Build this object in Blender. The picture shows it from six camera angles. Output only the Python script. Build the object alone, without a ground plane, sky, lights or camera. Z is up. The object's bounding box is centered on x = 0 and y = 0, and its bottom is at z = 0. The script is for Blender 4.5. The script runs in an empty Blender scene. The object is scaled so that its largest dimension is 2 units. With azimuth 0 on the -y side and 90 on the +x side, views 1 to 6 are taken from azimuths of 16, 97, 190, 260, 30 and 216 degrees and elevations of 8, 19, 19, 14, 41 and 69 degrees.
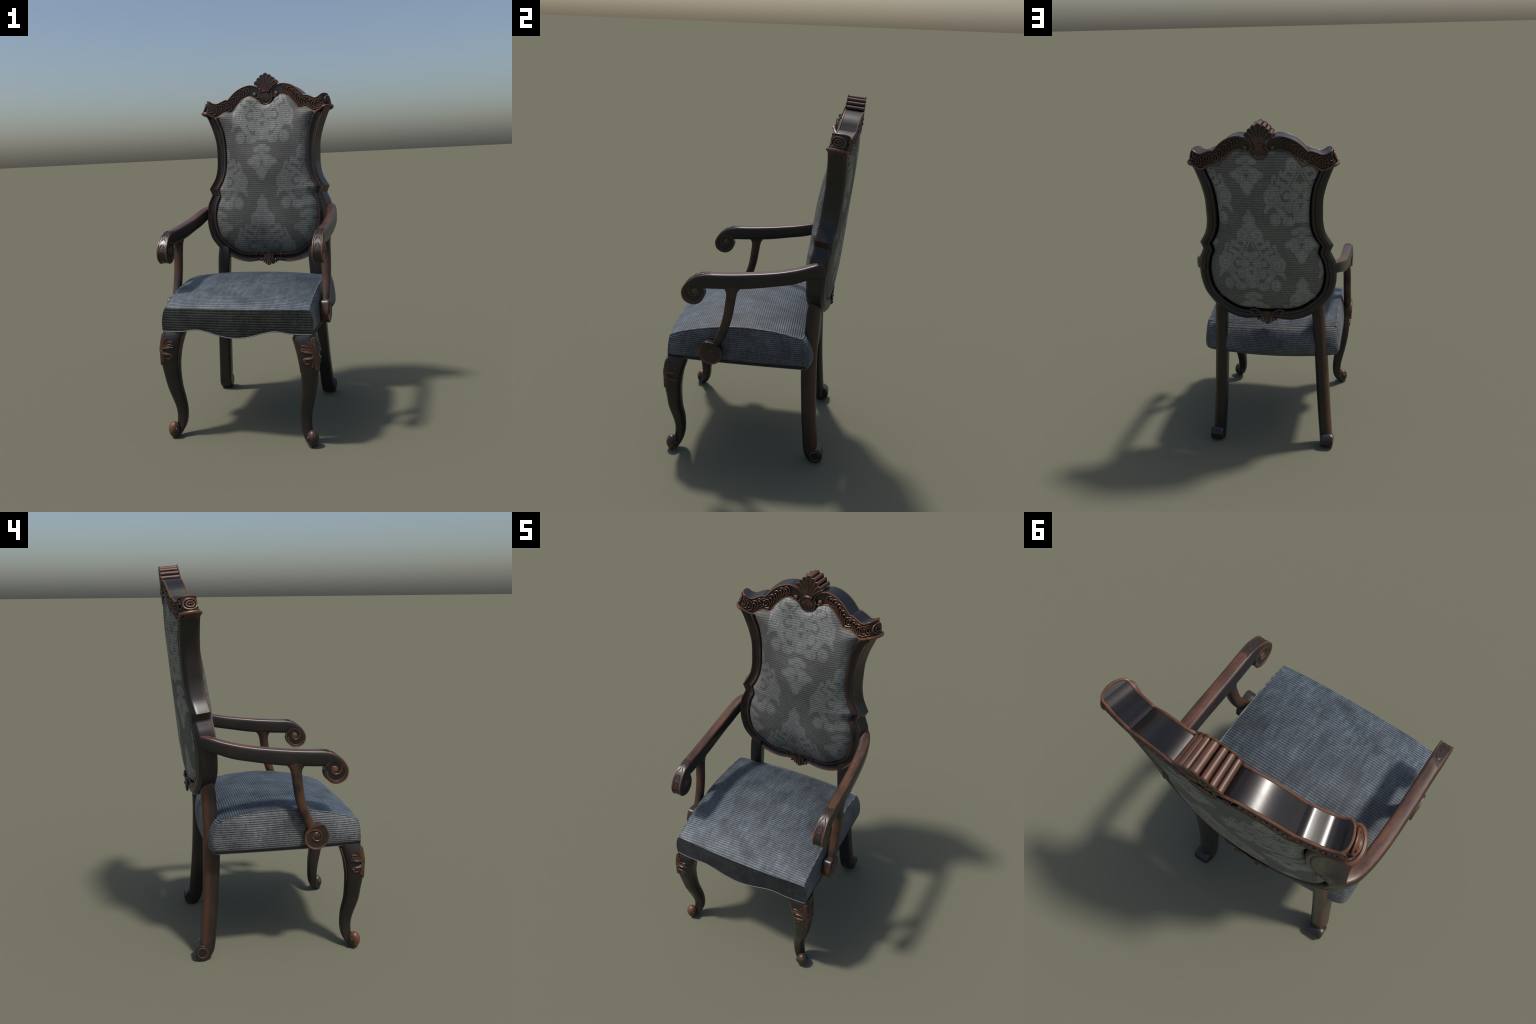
import bpy, bmesh, math, random
import numpy as np
from mathutils import Vector

random.seed(7)
rng = np.random.default_rng(7)

# ---------------------------------------------------------------- helpers
def make_object(name, verts, faces, mat, parent=None, smooth_angle=40, kind=None):
    me = bpy.data.meshes.new(name)
    me.from_pydata([tuple(map(float, v)) for v in verts], [], [tuple(f) for f in faces])
    bm = bmesh.new(); bm.from_mesh(me)
    bmesh.ops.remove_doubles(bm, verts=bm.verts, dist=1e-5)
    bmesh.ops.recalc_face_normals(bm, faces=bm.faces)
    bm.to_mesh(me); bm.free()
    me.validate()
    if smooth_angle:
        me.shade_smooth()
        me.set_sharp_from_angle(angle=math.radians(smooth_angle))
    me.materials.append(mat)
    ob = bpy.data.objects.new(name, me)
    bpy.context.scene.collection.objects.link(ob)
    if parent: ob.parent = parent
    if kind: ob["kind"] = kind
    return ob

def mirrored(verts):
    return [(-v[0], v[1], v[2]) for v in verts]

class Geo:
    """vertex / face accumulator"""
    def __init__(self): self.v, self.f = [], []
    def add(self, verts, faces):
        b = len(self.v)
        self.v += [tuple(p) for p in verts]; self.f += [tuple(i + b for i in f) for f in faces]
    def obj(self, name, mat, parent, mirror=False, **k):
        return make_object(name, mirrored(self.v) if mirror else self.v, self.f, mat, parent, **k)

def catmull(pts, per=8, closed=False):
    P = np.array(pts, float); n = len(P); out = []
    if n < 3 and not closed:
        return np.array([P[0] + (P[-1] - P[0]) * t for t in np.linspace(0, 1, per + 1)])
    seg = n if closed else n - 1
    for i in range(seg):
        if closed: p0, p1, p2, p3 = P[i - 1], P[i], P[(i + 1) % n], P[(i + 2) % n]
        else:
            p1, p2 = P[i], P[i + 1]
            p0 = P[i - 1] if i else 2 * p1 - p2
            p3 = P[i + 2] if i + 2 < n else 2 * p2 - p1
        d0, d1, d2 = (max(np.linalg.norm(b - a), 1e-6) ** .5 for a, b in ((p0, p1), (p1, p2), (p2, p3)))
        m1 = (p1 - p0) / d0 - (p2 - p0) / (d0 + d1) + (p2 - p1) / d1
        m2 = (p2 - p1) / d1 - (p3 - p1) / (d1 + d2) + (p3 - p2) / d2
        m1, m2 = m1 * d1, m2 * d1
        for t in np.arange(per) / per:
            out.append((2*t**3 - 3*t**2 + 1)*p1 + (t**3 - 2*t**2 + t)*m1 + (-2*t**3 + 3*t**2)*p2 + (t**3 - t**2)*m2)
    if not closed: out.append(P[-1])
    return np.array(out)

def resample(P, n):
    P = np.array(P, float); s = np.r_[0, np.cumsum(np.linalg.norm(np.diff(P, axis=0), axis=1))]
    q = np.linspace(0, s[-1], n)
    return np.stack([np.interp(q, s, P[:, k]) for k in range(P.shape[1])], 1)

def loft(rings, closed_ring=True, cap=True):
    n = len(rings[0]); v = [p for r in rings for p in r]; f = []
    for i in range(len(rings) - 1):
        for j in range(n if closed_ring else n - 1):
            k = (j + 1) % n
            f.append((i*n + j, i*n + k, (i+1)*n + k, (i+1)*n + j))
    if cap and closed_ring:
        f.append(tuple(range(n))); f.append(tuple((len(rings) - 1)*n + j for j in range(n)))
    return v, f

def tube(path, r, sides=8, closed=False, up=None, squash=1.0):
    P = np.array(path, float); n = len(P)
    R = np.broadcast_to(np.array(r, float), (n,))
    T = np.gradient(P, axis=0)
    if closed: T = np.roll(P, -1, 0) - np.roll(P, 1, 0)
    T /= np.maximum(np.linalg.norm(T, axis=1, keepdims=True), 1e-9)
    rings = []; ref = np.array(up if up is not None else (0, 1, 0), float)
    N = None
    for i in range(n):
        if up is not None or N is None:
            N = ref - T[i] * (ref @ T[i])
            if np.linalg.norm(N) < 1e-4: N = np.array([1., 0, 0]) - T[i] * T[i][0]
        else: N = N - T[i] * (N @ T[i])
        N /= np.linalg.norm(N); B = np.cross(T[i], N)
        rings.append([P[i] + R[i]*(N*squash*math.cos(a) + B*math.sin(a)) for a in np.arange(sides)*2*math.pi/sides])
    if closed:
        rings.append(rings[0]); return loft(rings, cap=False)
    # rounded ends
    def endcap(i, sgn):
        return [[P[i] + sgn*T[i]*R[i]*math.sin(b) + (q - P[i])*math.cos(b) for q in rings[i]] for b in (0.6, 1.15)]
    return loft(endcap(0, -1)[::-1] + rings + endcap(n - 1, 1))

def ball(c, r, nu=14, nv=9, axes=None):
    c = np.array(c, float); A = np.eye(3) if axes is None else np.array(axes, float)
    r = np.broadcast_to(np.array(r, float), (3,)); rings = []
    for j in range(nv):
        b = -math.pi/2 + math.pi*(j + .02)/(nv - 1 + .04)
        rings.append([c + (math.cos(b)*math.cos(a)*r[0])*A[0] + (math.cos(b)*math.sin(a)*r[1])*A[1] + math.sin(b)*r[2]*A[2] for a in np.arange(nu)*2*math.pi/nu])
    return loft(rings)

def superellipse(n, p):
    a = np.arange(n)*2*math.pi/n
    c, s = np.cos(a), np.sin(a)
    return np.stack([np.sign(c)*np.abs(c)**(2/p), np.sign(s)*np.abs(s)**(2/p)], 1)

# curved plane of the chair back: design point (x, z), depth t towards the rear
def S(x, z, t=0.0):
    n = np.array([.8*x, 1, -.0885]); n /= np.linalg.norm(n)
    return np.array([x, .225 + .0885*z - .4*x*x, z]) + t*n

# ---------------------------------------------------------------- node DSL
class Nodes:
    def __init__(self, mat):
        self.t = mat.node_tree
    def new(self, kind, **props):
        n = self.t.nodes.new(kind)
        for k, v in props.items(): setattr(n, k, v)
        return n
    def put(self, sock, v):
        if isinstance(v, bpy.types.NodeSocket): self.t.links.new(v, sock)
        elif v is not None: sock.default_value = v
    def math(self, op, a, b=None, c=None, clamp=False):
        n = self.new("ShaderNodeMath", operation=op, use_clamp=clamp)
        for i, v in enumerate((a, b, c)):
            if v is not None: self.put(n.inputs[i], v)
        return n.outputs[0]
    def add(self, a, b): return self.math("ADD", a, b)
    def sub(self, a, b): return self.math("SUBTRACT", a, b)
    def mul(self, a, b): return self.math("MULTIPLY", a, b)
    def mn(self, a, b): return self.math("MINIMUM", a, b)
    def mx(self, a, b): return self.math("MAXIMUM", a, b)
    def vmath(self, op, a, b=None, out=0):
        n = self.new("ShaderNodeVectorMath", operation=op)
        self.put(n.inputs[0], a)
        if b is not None: self.put(n.inputs[3 if op == "SCALE" else 1], b)
        return n.outputs["Value"] if op in ("LENGTH", "DOT_PRODUCT", "DISTANCE") else n.outputs[0]
    def mapping(self, vec, loc=(0, 0, 0), rot=(0, 0, 0), scale=(1, 1, 1), kind="POINT"):
        n = self.new("ShaderNodeMapping", vector_type=kind)
        self.put(n.inputs["Vector"], vec); self.put(n.inputs["Location"], loc); self.put(n.inputs["Rotation"], rot); self.put(n.inputs["Scale"], scale)
        return n.outputs[0]
    def noise(self, vec, scale, detail=3, rough=.5):
        n = self.new("ShaderNodeTexNoise"); self.put(n.inputs["Vector"], vec)
        n.inputs["Scale"].default_value = scale; n.inputs["Detail"].default_value = detail; n.inputs["Roughness"].default_value = rough
        return n.outputs["Fac"]
    def step(self, v, lo, hi, a=0., b=1.):
        n = self.new("ShaderNodeMapRange", interpolation_type="SMOOTHSTEP")
        for i, x in enumerate((v, lo, hi, a, b)): self.put(n.inputs[i], x)
        return n.outputs[0]
    def mix(self, f, a, b, blend="MIX"):
        n = self.new("ShaderNodeMix", data_type="RGBA", blend_type=blend)
        self.put(n.inputs[0], f); self.put(n.inputs[6], a); self.put(n.inputs[7], b)
        return n.outputs[2]
    def sep(self, vec):
        n = self.new("ShaderNodeSeparateXYZ"); self.put(n.inputs[0], vec); return n.outputs
    def comb(self, x, y, z=0.):
        n = self.new("ShaderNodeCombineXYZ")
        for i, v in enumerate((x, y, z)): self.put(n.inputs[i], v)
        return n.outputs[0]
    def coords(self): return self.new("ShaderNodeTexCoord").outputs["Object"]
    def bump(self, h, strength, dist):
        n = self.new("ShaderNodeBump"); self.put(n.inputs["Height"], h)
        n.inputs["Strength"].default_value = strength; n.inputs["Distance"].default_value = dist
        return n.outputs[0]

def new_material(name):
    m = bpy.data.materials.new(name); m.use_nodes = True
    return m, Nodes(m), m.node_tree.nodes["Principled BSDF"]

def rgb(r, g, b): return (r, g, b, 1.0)

# ---------------------------------------------------------------- wood
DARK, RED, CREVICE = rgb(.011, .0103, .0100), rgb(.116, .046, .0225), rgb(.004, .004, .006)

def wood(name, dist, lo, hi, floor=0.0, gain=1.0, rough=(.27, .4), crevice=.012, up=0.0, corner=0.0):
    """dark lacquer, worn to red-brown along convex edges, on upward faces (up) or on the rear outer corner (corner)"""
    m, N, B = new_material(name)
    co = N.coords()
    grain = N.noise(N.mapping(co, scale=(1, 1, .25)), 55, 4, .6)
    blotch = N.noise(co, 9, 3, .5)
    ao = N.new("ShaderNodeAmbientOcclusion", inside=True, samples=8, only_local=True); ao.inputs["Distance"].default_value = dist
    edge = N.sub(1.0, ao.outputs["AO"])
    worn = N.add(edge, N.mul(N.sub(blotch, .5), .35))
    mask = N.math("MULTIPLY_ADD", N.step(worn, lo, hi), gain, N.mul(floor, N.step(blotch, .34, .66, .15, 1.6)), clamp=True)
    nrm = N.sep(N.new("ShaderNodeTexCoord").outputs["Normal"])
    if up:
        mask = N.math("ADD", mask, N.mul(N.step(nrm[2], .2, .85), N.step(N.noise(N.mapping(co, scale=(1.8, .4, 1)), 15, 3, .5), .28, .68, up*.25, up*1.1)), clamp=True)
    if corner:
        side = N.mul(N.math("SIGN", N.sep(co)[0]), nrm[0])
        d = N.add(N.mul(side, .78), N.mul(nrm[1], .625))
        mask = N.math("ADD", mask, N.mul(N.step(d, .68, 1.0), corner), clamp=True)
    mask = N.mul(mask, N.step(grain, .2, .75, .8, 1.08))
    col = N.mix(mask, DARK, RED)
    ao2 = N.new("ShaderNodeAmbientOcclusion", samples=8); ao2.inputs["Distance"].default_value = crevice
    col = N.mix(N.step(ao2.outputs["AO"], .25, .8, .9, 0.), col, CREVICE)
    N.put(B.inputs["Base Color"], col)
    N.put(B.inputs["Roughness"], N.add(N.step(mask, 0, .8, rough[0], rough[1]), N.mul(N.sub(grain, .5), .06)))
    B.inputs["Specular IOR Level"].default_value = .5
    N.put(B.inputs["Normal"], N.bump(grain, .12, .0006))
    return m

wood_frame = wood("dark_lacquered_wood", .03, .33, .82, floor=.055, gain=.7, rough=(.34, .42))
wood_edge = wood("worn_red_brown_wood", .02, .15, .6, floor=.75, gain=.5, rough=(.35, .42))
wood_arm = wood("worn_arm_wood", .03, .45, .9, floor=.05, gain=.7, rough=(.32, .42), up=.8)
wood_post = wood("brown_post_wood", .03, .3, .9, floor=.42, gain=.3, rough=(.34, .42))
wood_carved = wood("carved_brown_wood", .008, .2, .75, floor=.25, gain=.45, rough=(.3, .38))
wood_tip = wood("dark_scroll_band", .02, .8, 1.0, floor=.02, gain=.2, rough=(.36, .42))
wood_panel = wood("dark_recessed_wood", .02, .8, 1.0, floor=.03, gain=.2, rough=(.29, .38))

# ---------------------------------------------------------------- corduroy for the seat
def corduroy(name, axis, pitch, base, dark, scale_spec=.5):
    m, N, B = new_material(name)
    co = N.coords(); xyz = N.sep(co)
    warp = N.noise(co, 7, 2)
    c = N.add(xyz[axis], N.mul(N.sub(warp, .5), .006))
    wave = N.math("SINE", N.mul(c, 2*math.pi/pitch))
    rib = N.math("MULTIPLY_ADD", wave, .5, .5)
    stretch = [(9, 9, 9), (5, 40, 40)][0]
    other = (200, 60, 200) if axis == 1 else (60, 60, 200)
    slub = N.noise(N.mapping(co, scale=(160, 22, 160) if axis == 1 else (70, 70, 85)), 1, 3, .6)
    cross = N.noise(N.mapping(co, scale=(90, 12, 12) if axis == 1 else (90, 90, 12)), 1, 2, .6)
    blot = N.noise(co, 7, 5, .7)
    lum = N.add(N.add(N.mul(blot, .8), N.mul(slub, .5)), N.mul(cross, .35))
    lum = N.add(N.step(lum, .58, 1.05, .5, 1.5), N.step(N.mul(blot, slub), .3, .48, 0., .7))
    if axis == 1:      # sky glint painted in: front edge lightened, pale streaks across the ribs
        streak = N.noise(N.mapping(co, scale=(26, 3.2, 26)), 1, 4, .65)
        lum = N.mul(N.mul(lum, N.step(xyz[1], -.45, -.1, 1.4, .9)), N.step(streak, .3, .7, .72, 1.3))
    ribm = N.step(rib, .12, .75)
    col = N.mix(ribm, dark, base)
    n = N.new("ShaderNodeVectorMath", operation="SCALE"); N.put(n.inputs[0], col); N.put(n.inputs[3], lum)
    N.put(B.inputs["Base Color"], n.outputs[0])
    N.put(B.inputs["Roughness"], N.step(blot, .3, .7, .62, .5))
    B.inputs["Specular IOR Level"].default_value = scale_spec
    B.inputs["Sheen Weight"].default_value = .1
    B.inputs["Sheen Roughness"].default_value = .4
    B.inputs["Sheen Tint"].default_value = rgb(.6, .75, 1)
    h = N.add(ribm, N.mul(slub, .5))
    N.put(B.inputs["Normal"], N.bump(h, .6, .002))
    return m

cord_top = corduroy("corduroy_top_bluish", 1, .0117, rgb(.055, .071, .087), rgb(.017, .022, .028))
cord_front = corduroy("corduroy_front_darker_base", 2, .0130, rgb(.027, .028, .0265), rgb(.0185, .019, .0185), .12)
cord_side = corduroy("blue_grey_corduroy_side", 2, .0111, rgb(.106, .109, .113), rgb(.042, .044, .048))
m, N_, B_ = new_material("dark_braid"); B_.inputs["Base Color"].default_value = rgb(.012, .012, .013); B_.inputs["Roughness"].default_value = .6
braid = m
m, N_, B_ = new_material("grey_piping")
B_.inputs["Roughness"].default_value = .6
N_.put(B_.inputs["Base Color"], N_.mix(N_.noise(N_.coords(), 180, 2), rgb(.07, .075, .08), rgb(.17, .18, .185)))
piping = m

# ---------------------------------------------------------------- damask for the back
def damask(name, cx, apex, pitch, gain=1.0, tint=(1, 1, 1, 1)):
    m, N, B = new_material(name)
    co = N.coords(); xyz = N.sep(co)
    PX, PZ = .57, .794

    def ell(p, c, r, rot=0.):
        """normalised radius in an ellipse"""
        q = N.mapping(p, loc=(c[0], c[1], 0), rot=(0, 0, rot), scale=(r[0], r[1], 1), kind="TEXTURE")
        return N.vmath("LENGTH", q), q
    def disc(p, c, r, rot=0.):
        l, q = ell(p, c, r, rot)
        return N.math("MULTIPLY_ADD", l, min(r), -min(r))
    def capsule(p, a, b, r):
        ba = np.array(b) - np.array(a); L2 = float(ba @ ba)
        pa = N.vmath("SUBTRACT", p, (a[0], a[1], 0))
        h = N.math("MULTIPLY", N.vmath("DOT_PRODUCT", pa, (ba[0], ba[1], 0)), 1/L2, clamp=True)
        s = N.new("ShaderNodeVectorMath", operation="SCALE"); s.inputs[0].default_value = (ba[0], ba[1], 0); N.put(s.inputs[3], h)
        return N.sub(N.vmath("LENGTH", N.vmath("SUBTRACT", pa, s.outputs[0])), r)
    def spiral(p, c, r, turns, hand=1, rot=0.):
        """disc filled with a spiral line; returns (distance, line mask 0..1)"""
        l, q = ell(p, c, r, rot)
        s = N.sep(q)
        ang = N.math("ARCTAN2", s[1], N.mul(s[0], float(hand)))
        line = N.math("COSINE", N.math("MULTIPLY_ADD", l, 2*math.pi*turns, ang))
        return N.math("MULTIPLY_ADD", l, min(r), -min(r)), N.step(line, .5, .95)

    def motif(du, dv):
        u = N.math("WRAP", N.add(N.sub(xyz[0], cx), du), PX/2, -PX/2)
        v = N.math("WRAP", N.add(N.sub(apex, xyz[2]), dv), PZ - .04, -.04)
        u = N.math("ABSOLUTE", u)
        p = N.comb(u, v)
        acc = {"d": None, "dark": None}     # running union, kept short for the shader stack
        def F(x): acc["d"] = x if acc["d"] is None else N.mn(acc["d"], x)
        def Ln(pair):
            v = N.mul(N.step(pair[0], -.007, -.004, 1., 0.), pair[1])
            acc["dark"] = v if acc["dark"] is None else N.mx(acc["dark"], v)
        # tip drop and its shoulders
        F(disc(p, (0, .052), (.035, .034))); F(disc(p, (0, .03), (.014, .034)))
        F(capsule(p, (0, .07), (.02, .095), .022))
        # pair of spirals under the tip
        d, l = spiral(p, (.036, .146), (.038, .043), 1.3, -1); F(d); Ln((d, l))
        # diverging stems
        F(capsule(p, (.012, .09), (.018, .17), .006)); F(capsule(p, (.018, .17), (.055, .245), .0065)); F(capsule(p, (.055, .245), (.112, .305), .008))
        F(capsule(p, (.004, .11), (.006, .19), .003)); F(capsule(p, (.006, .19), (.045, .262), .003))
        # three curled leaves
        for tip, root, w in (((.064, .172), (.052, .212), .0115), ((.100, .188), (.082, .245), .0115), ((.136, .212), (.118, .268), .0125)):
            F(disc(p, tip, (w, w*1.15))); F(capsule(p, (tip[0] + w*.4, tip[1] + .004), (root[0] + .036, root[1] - .006), w*.55))
            F(capsule(p, (root[0] + .036, root[1] - .006), (root[0] + .008, root[1] + .006), w*1.1))
        # large side spirals
        d, l = spiral(p, (.152, .322), (.044, .056), 2.2, 1); F(d); Ln((d, l))
        # inner rosettes and arcs
        for c, r, tn in (((.022, .262), .022, 1.4), ((.035, .312), .026, 2.0), ((.072, .316), .019, 1.2)):
            d, l = spiral(p, c, (r, r), tn, 1); F(d); Ln((d, l))
        l, q = ell(p, (.078, .315), (.037, .046)); F(N.math("MULTIPLY_ADD", N.math("ABSOLUTE", N.sub(l, 1.)), .04, -.007))
        F(disc(p, (0, .285), (.012, .02))); F(disc(p, (0, .345), (.03, .012)))
        # heart shaped V
        d = capsule(p, (.03, .365), (.0, .43), .016); F(d); Ln((d, N.step(N.math("SINE", N.mul(d, 900.)), .55, .95)))
        d, l = spiral(p, (.058, .378), (.028, .033), 1.7, -1); F(d); Ln((d, l))
        F(capsule(p, (.034, .40), (.03, .45), .008)); F(disc(p, (0, .452), (.04, .017)))
        # horn
        F(capsule(p, (.10, .366), (.150, .364), .010)); F(capsule(p, (.150, .364), (.178, .378), .013)); F(capsule(p, (.178, .378), (.190, .404), .0075))
        # diagonal leaf, drop and snail
        F(disc(p, (.104, .405), (.05, .0185), math.radians(-55)))
        d, l = spiral(p, (.138, .448), (.029, .037), 1.2, 1); F(d); Ln((d, l))
        d, l = spiral(p, (.066, .46), (.034, .026), 1.1, -1); F(d); Ln((d, l))
        # crown, body, heart and pendant
        F(disc(p, (0, .508), (.03, .016))); F(disc(p, (.034, .524), (.022, .018)))
        d, l = spiral(p, (0, .555), (.02, .028), 1.5, 1); F(d); Ln((d, l))
        F(disc(p, (.03, .575), (.034, .021))); F(disc(p, (.062, .596), (.031, .022)))
        d, l = spiral(p, (.032, .618), (.028, .028), 1.4, -1); F(d); Ln((d, l))
        F(disc(p, (0, .655), (.037, .028))); F(disc(p, (0, .68), (.022, .03)))
        d = acc["d"]
        fill = N.step(d, -.0015, .0012, 1., 0.)
        outline = N.mul(N.step(N.math("ABSOLUTE", N.add(d, .0062)), .0007, .0023, 1., 0.), .9)
        dark = N.mx(outline, acc["dark"])
        return N.mul(fill, N.math("MULTIPLY_ADD", dark, -.62, 1.))

    pat = N.mx(motif(0., 0.), motif(PX/2, PZ/2))
    if cx < 0:   # plain ribs in the gathered upper corners of the front
        pat = N.mul(pat, N.math("SUBTRACT", 1., N.mul(N.step(xyz[2], 1.722, 1.728), N.step(N.math("ABSOLUTE", xyz[0]), .200, .206))))
    warp = N.noise(co, 5, 2)
    c = N.add(xyz[2], N.mul(N.sub(warp, .5), .004))
    rib = N.math("MULTIPLY_ADD", N.math("SINE", N.mul(c, 2*math.pi/pitch)), .5, .5)
    slub = N.noise(N.mapping(co, scale=(90, 90, 110)), 1, 3, .6)
    thread = N.noise(N.mapping(co, scale=(280, 280, 22)), 1, 2, .6)
    ribm = N.step(rib, .1, .8)
    ground = N.mix(ribm, rgb(.070, .071, .066), rgb(.106, .108, .101))
    raised = N.mix(N.step(rib, .0, .5), rgb(.130, .135, .130), rgb(.168, .174, .168))
    col = N.mix(pat, ground, raised)
    lum = N.add(N.mul(slub, .45), N.add(N.mul(thread, .4), N.mul(N.noise(co, 8, 3), .35)))
    s = N.new("ShaderNodeVectorMath", operation="SCALE"); N.put(s.inputs[0], col); painted_top_light = N.mul(N.step(xyz[2], 1.38, 1.76, .94, 1.42), N.step(N.noise(co, 4.5, 2), .35, .65, .88, 1.12)) if cx < 0 else 1.0  # upper pad colour brightened to carry the sunlight falling on its slope
    N.put(s.inputs[3], N.mul(N.step(lum, .35, .85, .72*gain, 1.25*gain), painted_top_light))
    N.put(B.inputs["Base Color"], N.mix(1., s.outputs[0], tint, "MULTIPLY"))
    N.put(B.inputs["Roughness"], N.step(pat, 0, 1, .7, .48))
    B.inputs["Specular IOR Level"].default_value = .25
    h = N.add(N.mul(ribm, .6), N.mul(slub, .4))
    N.put(B.inputs["Normal"], N.bump(h, .5, .0018))
    return m

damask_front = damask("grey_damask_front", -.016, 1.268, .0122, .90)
damask_rear = damask("grey_damask_rear", .074, 1.519, .0143, 1.42, rgb(1.06, 1.0, .88))

# ================================================================ ARMCHAIR
chair = bpy.data.objects.new("armchair", None)
bpy.context.scene.collection.objects.link(chair)
chair["label"] = "ornate high-back carved dark wood armchair with damask back and corduroy seat"
chair["category"] = "armchair"

# ---------------------------------------------------------------- backrest frame
# half outlines (x, z) of the frame, three stretches split at the two notch corners
out_half = [
    [(.377, 1.772), (.362, 1.746), (.344, 1.700), (.329, 1.656), (.3125, 1.585), (.309, 1.505), (.311, 1.435), (.325, 1.373), (.361, 1.309)],
    [(.361, 1.309), (.3525, 1.289), (.346, 1.271)],
    [(.346, 1.271), (.358, 1.244), (.3695, 1.217), (.3765, 1.161), (.375, 1.088), (.366, 1.043), (.352, 1.001), (.316, .949), (.283, .914), (.244, .886), (.190, .860), (.130, .848), (.060, .855), (0, .862)]]
in_half = [
    [(.311, 1.766), (.297, 1.736), (.282, 1.700), (.268, 1.665), (.254, 1.590), (.249, 1.507), (.253, 1.420), (.272, 1.356), (.302, 1.303)],
    [(.302, 1.303), (.293, 1.281), (.289, 1.257)],
    [(.289, 1.257), (.300, 1.235), (.308, 1.213), (.319, 1.143), (.311, 1.066), (.300, 1.030), (.280, .998), (.232, .953), (.204, .934), (.176, .920), (.140, .911), (.090, .907), (.040, .905), (0, .904)]]
counts = (60, 9, 90)
def half_line(parts):
    rows = [resample(catmull(p, 10), c) for p, c in zip(parts, counts)]
    return np.vstack([rows[0], rows[1][1:], rows[2][1:]])
OUT, INN = half_line(out_half), half_line(in_half)
def both(H): return np.vstack([H[:-1], (H * [-1, 1])[::-1]])
OUT, INN = both(OUT), both(INN)
# cross-section: (fraction outer->inner, depth t)
prof = [(.0, .010), (.0, .004), (.012, .001), (.035, -.001), (.07, -.001), (.10, .001), (.16, .005), (.28, .009), (.42, .010), (.54, .006), (.64, -.001), (.73, -.008), (.80, -.0105), (.87, -.0095), (.94, -.004), (.985, .004), (1.0, .012),
        (1.0, .03), (1.0, .055), (1.0, .076), (.97, .084), (.90, .089), (.82, .0905), (.74, .088), (.70, .085), (.66, .089), (.56, .0915), (.40, .092), (.27, .090), (.22, .087), (.10, .082), (.02, .078), (.0, .074), (.0, .06), (.0, .035)]
def tuck(p, t):      # the frame slips under the crest rail at its upper ends
    zb = np.interp(abs(p[0]), [.213, .256, .304, .334, .361, .40], [1.770, 1.774, 1.7435, 1.752, 1.768, 1.785])
    f = min(max((p[1] - zb + .007)/.010, 0), 1); return t + (.046 - t)*.28*f
rings = [[S(*(o + (i - o)*a), tuck(o + (i - o)*a, t)) for a, t in prof] for o, i in zip(OUT, INN)]
g = Geo(); g.add(*loft(rings))
backrest = g.obj("backrest", wood_frame, chair, smooth_angle=50)

# ---------------------------------------------------------------- upholstery of the back
def pad(name, mat, grow, t_edge, height, reach, sgn, top_drop=0.0, crown=0.0):
    """puffed panel inside the frame: polar grid, raised by distance from its border"""
    H = np.array(half_line(in_half)); H = H[H[:, 1] < 1.742]
    top = catmull([(.299, 1.740), (.302, 1.747), (.281, 1.762), (.240, 1.777), (.211, 1.773), (.176, 1.817), (.131, 1.856), (.106, 1.864), (.083, 1.862), (.06, 1.855), (.043, 1.836), (.028, 1.818), (0, 1.811)], 8) if sgn < 0 else \
        catmull([(.299, 1.742), (.302, 1.765), (.27, 1.80), (.17, 1.86), (0, 1.885)], 8)
    if sgn < 0: top[:, 1] += -.004 - .007*np.exp(-((np.abs(top[:, 0]) - .062)/.020)**2)
    hp = np.vstack([top[::-1], H[1:]])
    loop = np.vstack([hp, (hp*[-1, 1])[::-1][1:-1]])
    loop = resample(np.vstack([loop, loop[:1]]), 281)[:-1]
    ctr = np.array([0, 1.36])
    # offset slightly outwards so that the edge tucks behind the frame lip
    d = loop - ctr; loop = loop + d/np.linalg.norm(d, axis=1, keepdims=True)*grow
    n = len(loop); rows = 46; V, F = [], []
    nxt = np.roll(loop, -1, 0)
    def border_distance(P):
        ab = nxt - loop; ap = P[None] - loop
        h = np.clip((ap*ab).sum(1)/(ab*ab).sum(1), 0, 1)
        return np.sqrt(((ap - ab*h[:, None])**2).sum(1).min())
    for k in range(rows):
        f = 1 - (k/(rows))**1.6
        for q in loop:
            P = ctr + (q - ctr)*f
            b = border_distance(P) if k else 0.
            s = min(b/reach, 1.); puff = (1 - (1 - s)**2.4)**.6
            soft = min(b/.24, 1.); puff2 = soft*(2 - soft)
            zf = min(max((1.82 - P[1])/.47, 0), 1); zf = .35 + .65*zf*zf*(3 - 2*zf) if sgn < 0 else 1
            t = t_edge + sgn*(height*puff + crown*puff2*zf)
            V.append(S(P[0], P[1], t))
    for k in range(rows - 1):
        for j in range(n):
            F.append((k*n + j, k*n + (j+1) % n, (k+1)*n + (j+1) % n, (k+1)*n + j))
    V.append(np.mean(V[-n:], axis=0)); c = len(V) - 1
    F += [((rows-1)*n + j, (rows-1)*n + (j+1) % n, c) for j in range(n)]
    return make_object(name, V, F, mat, backrest, smooth_angle=0 or 75)

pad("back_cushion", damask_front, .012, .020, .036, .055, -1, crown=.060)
pad("rear_panel", damask_rear, -.009, .066, .020, .045, 1, crown=.015)

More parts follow.
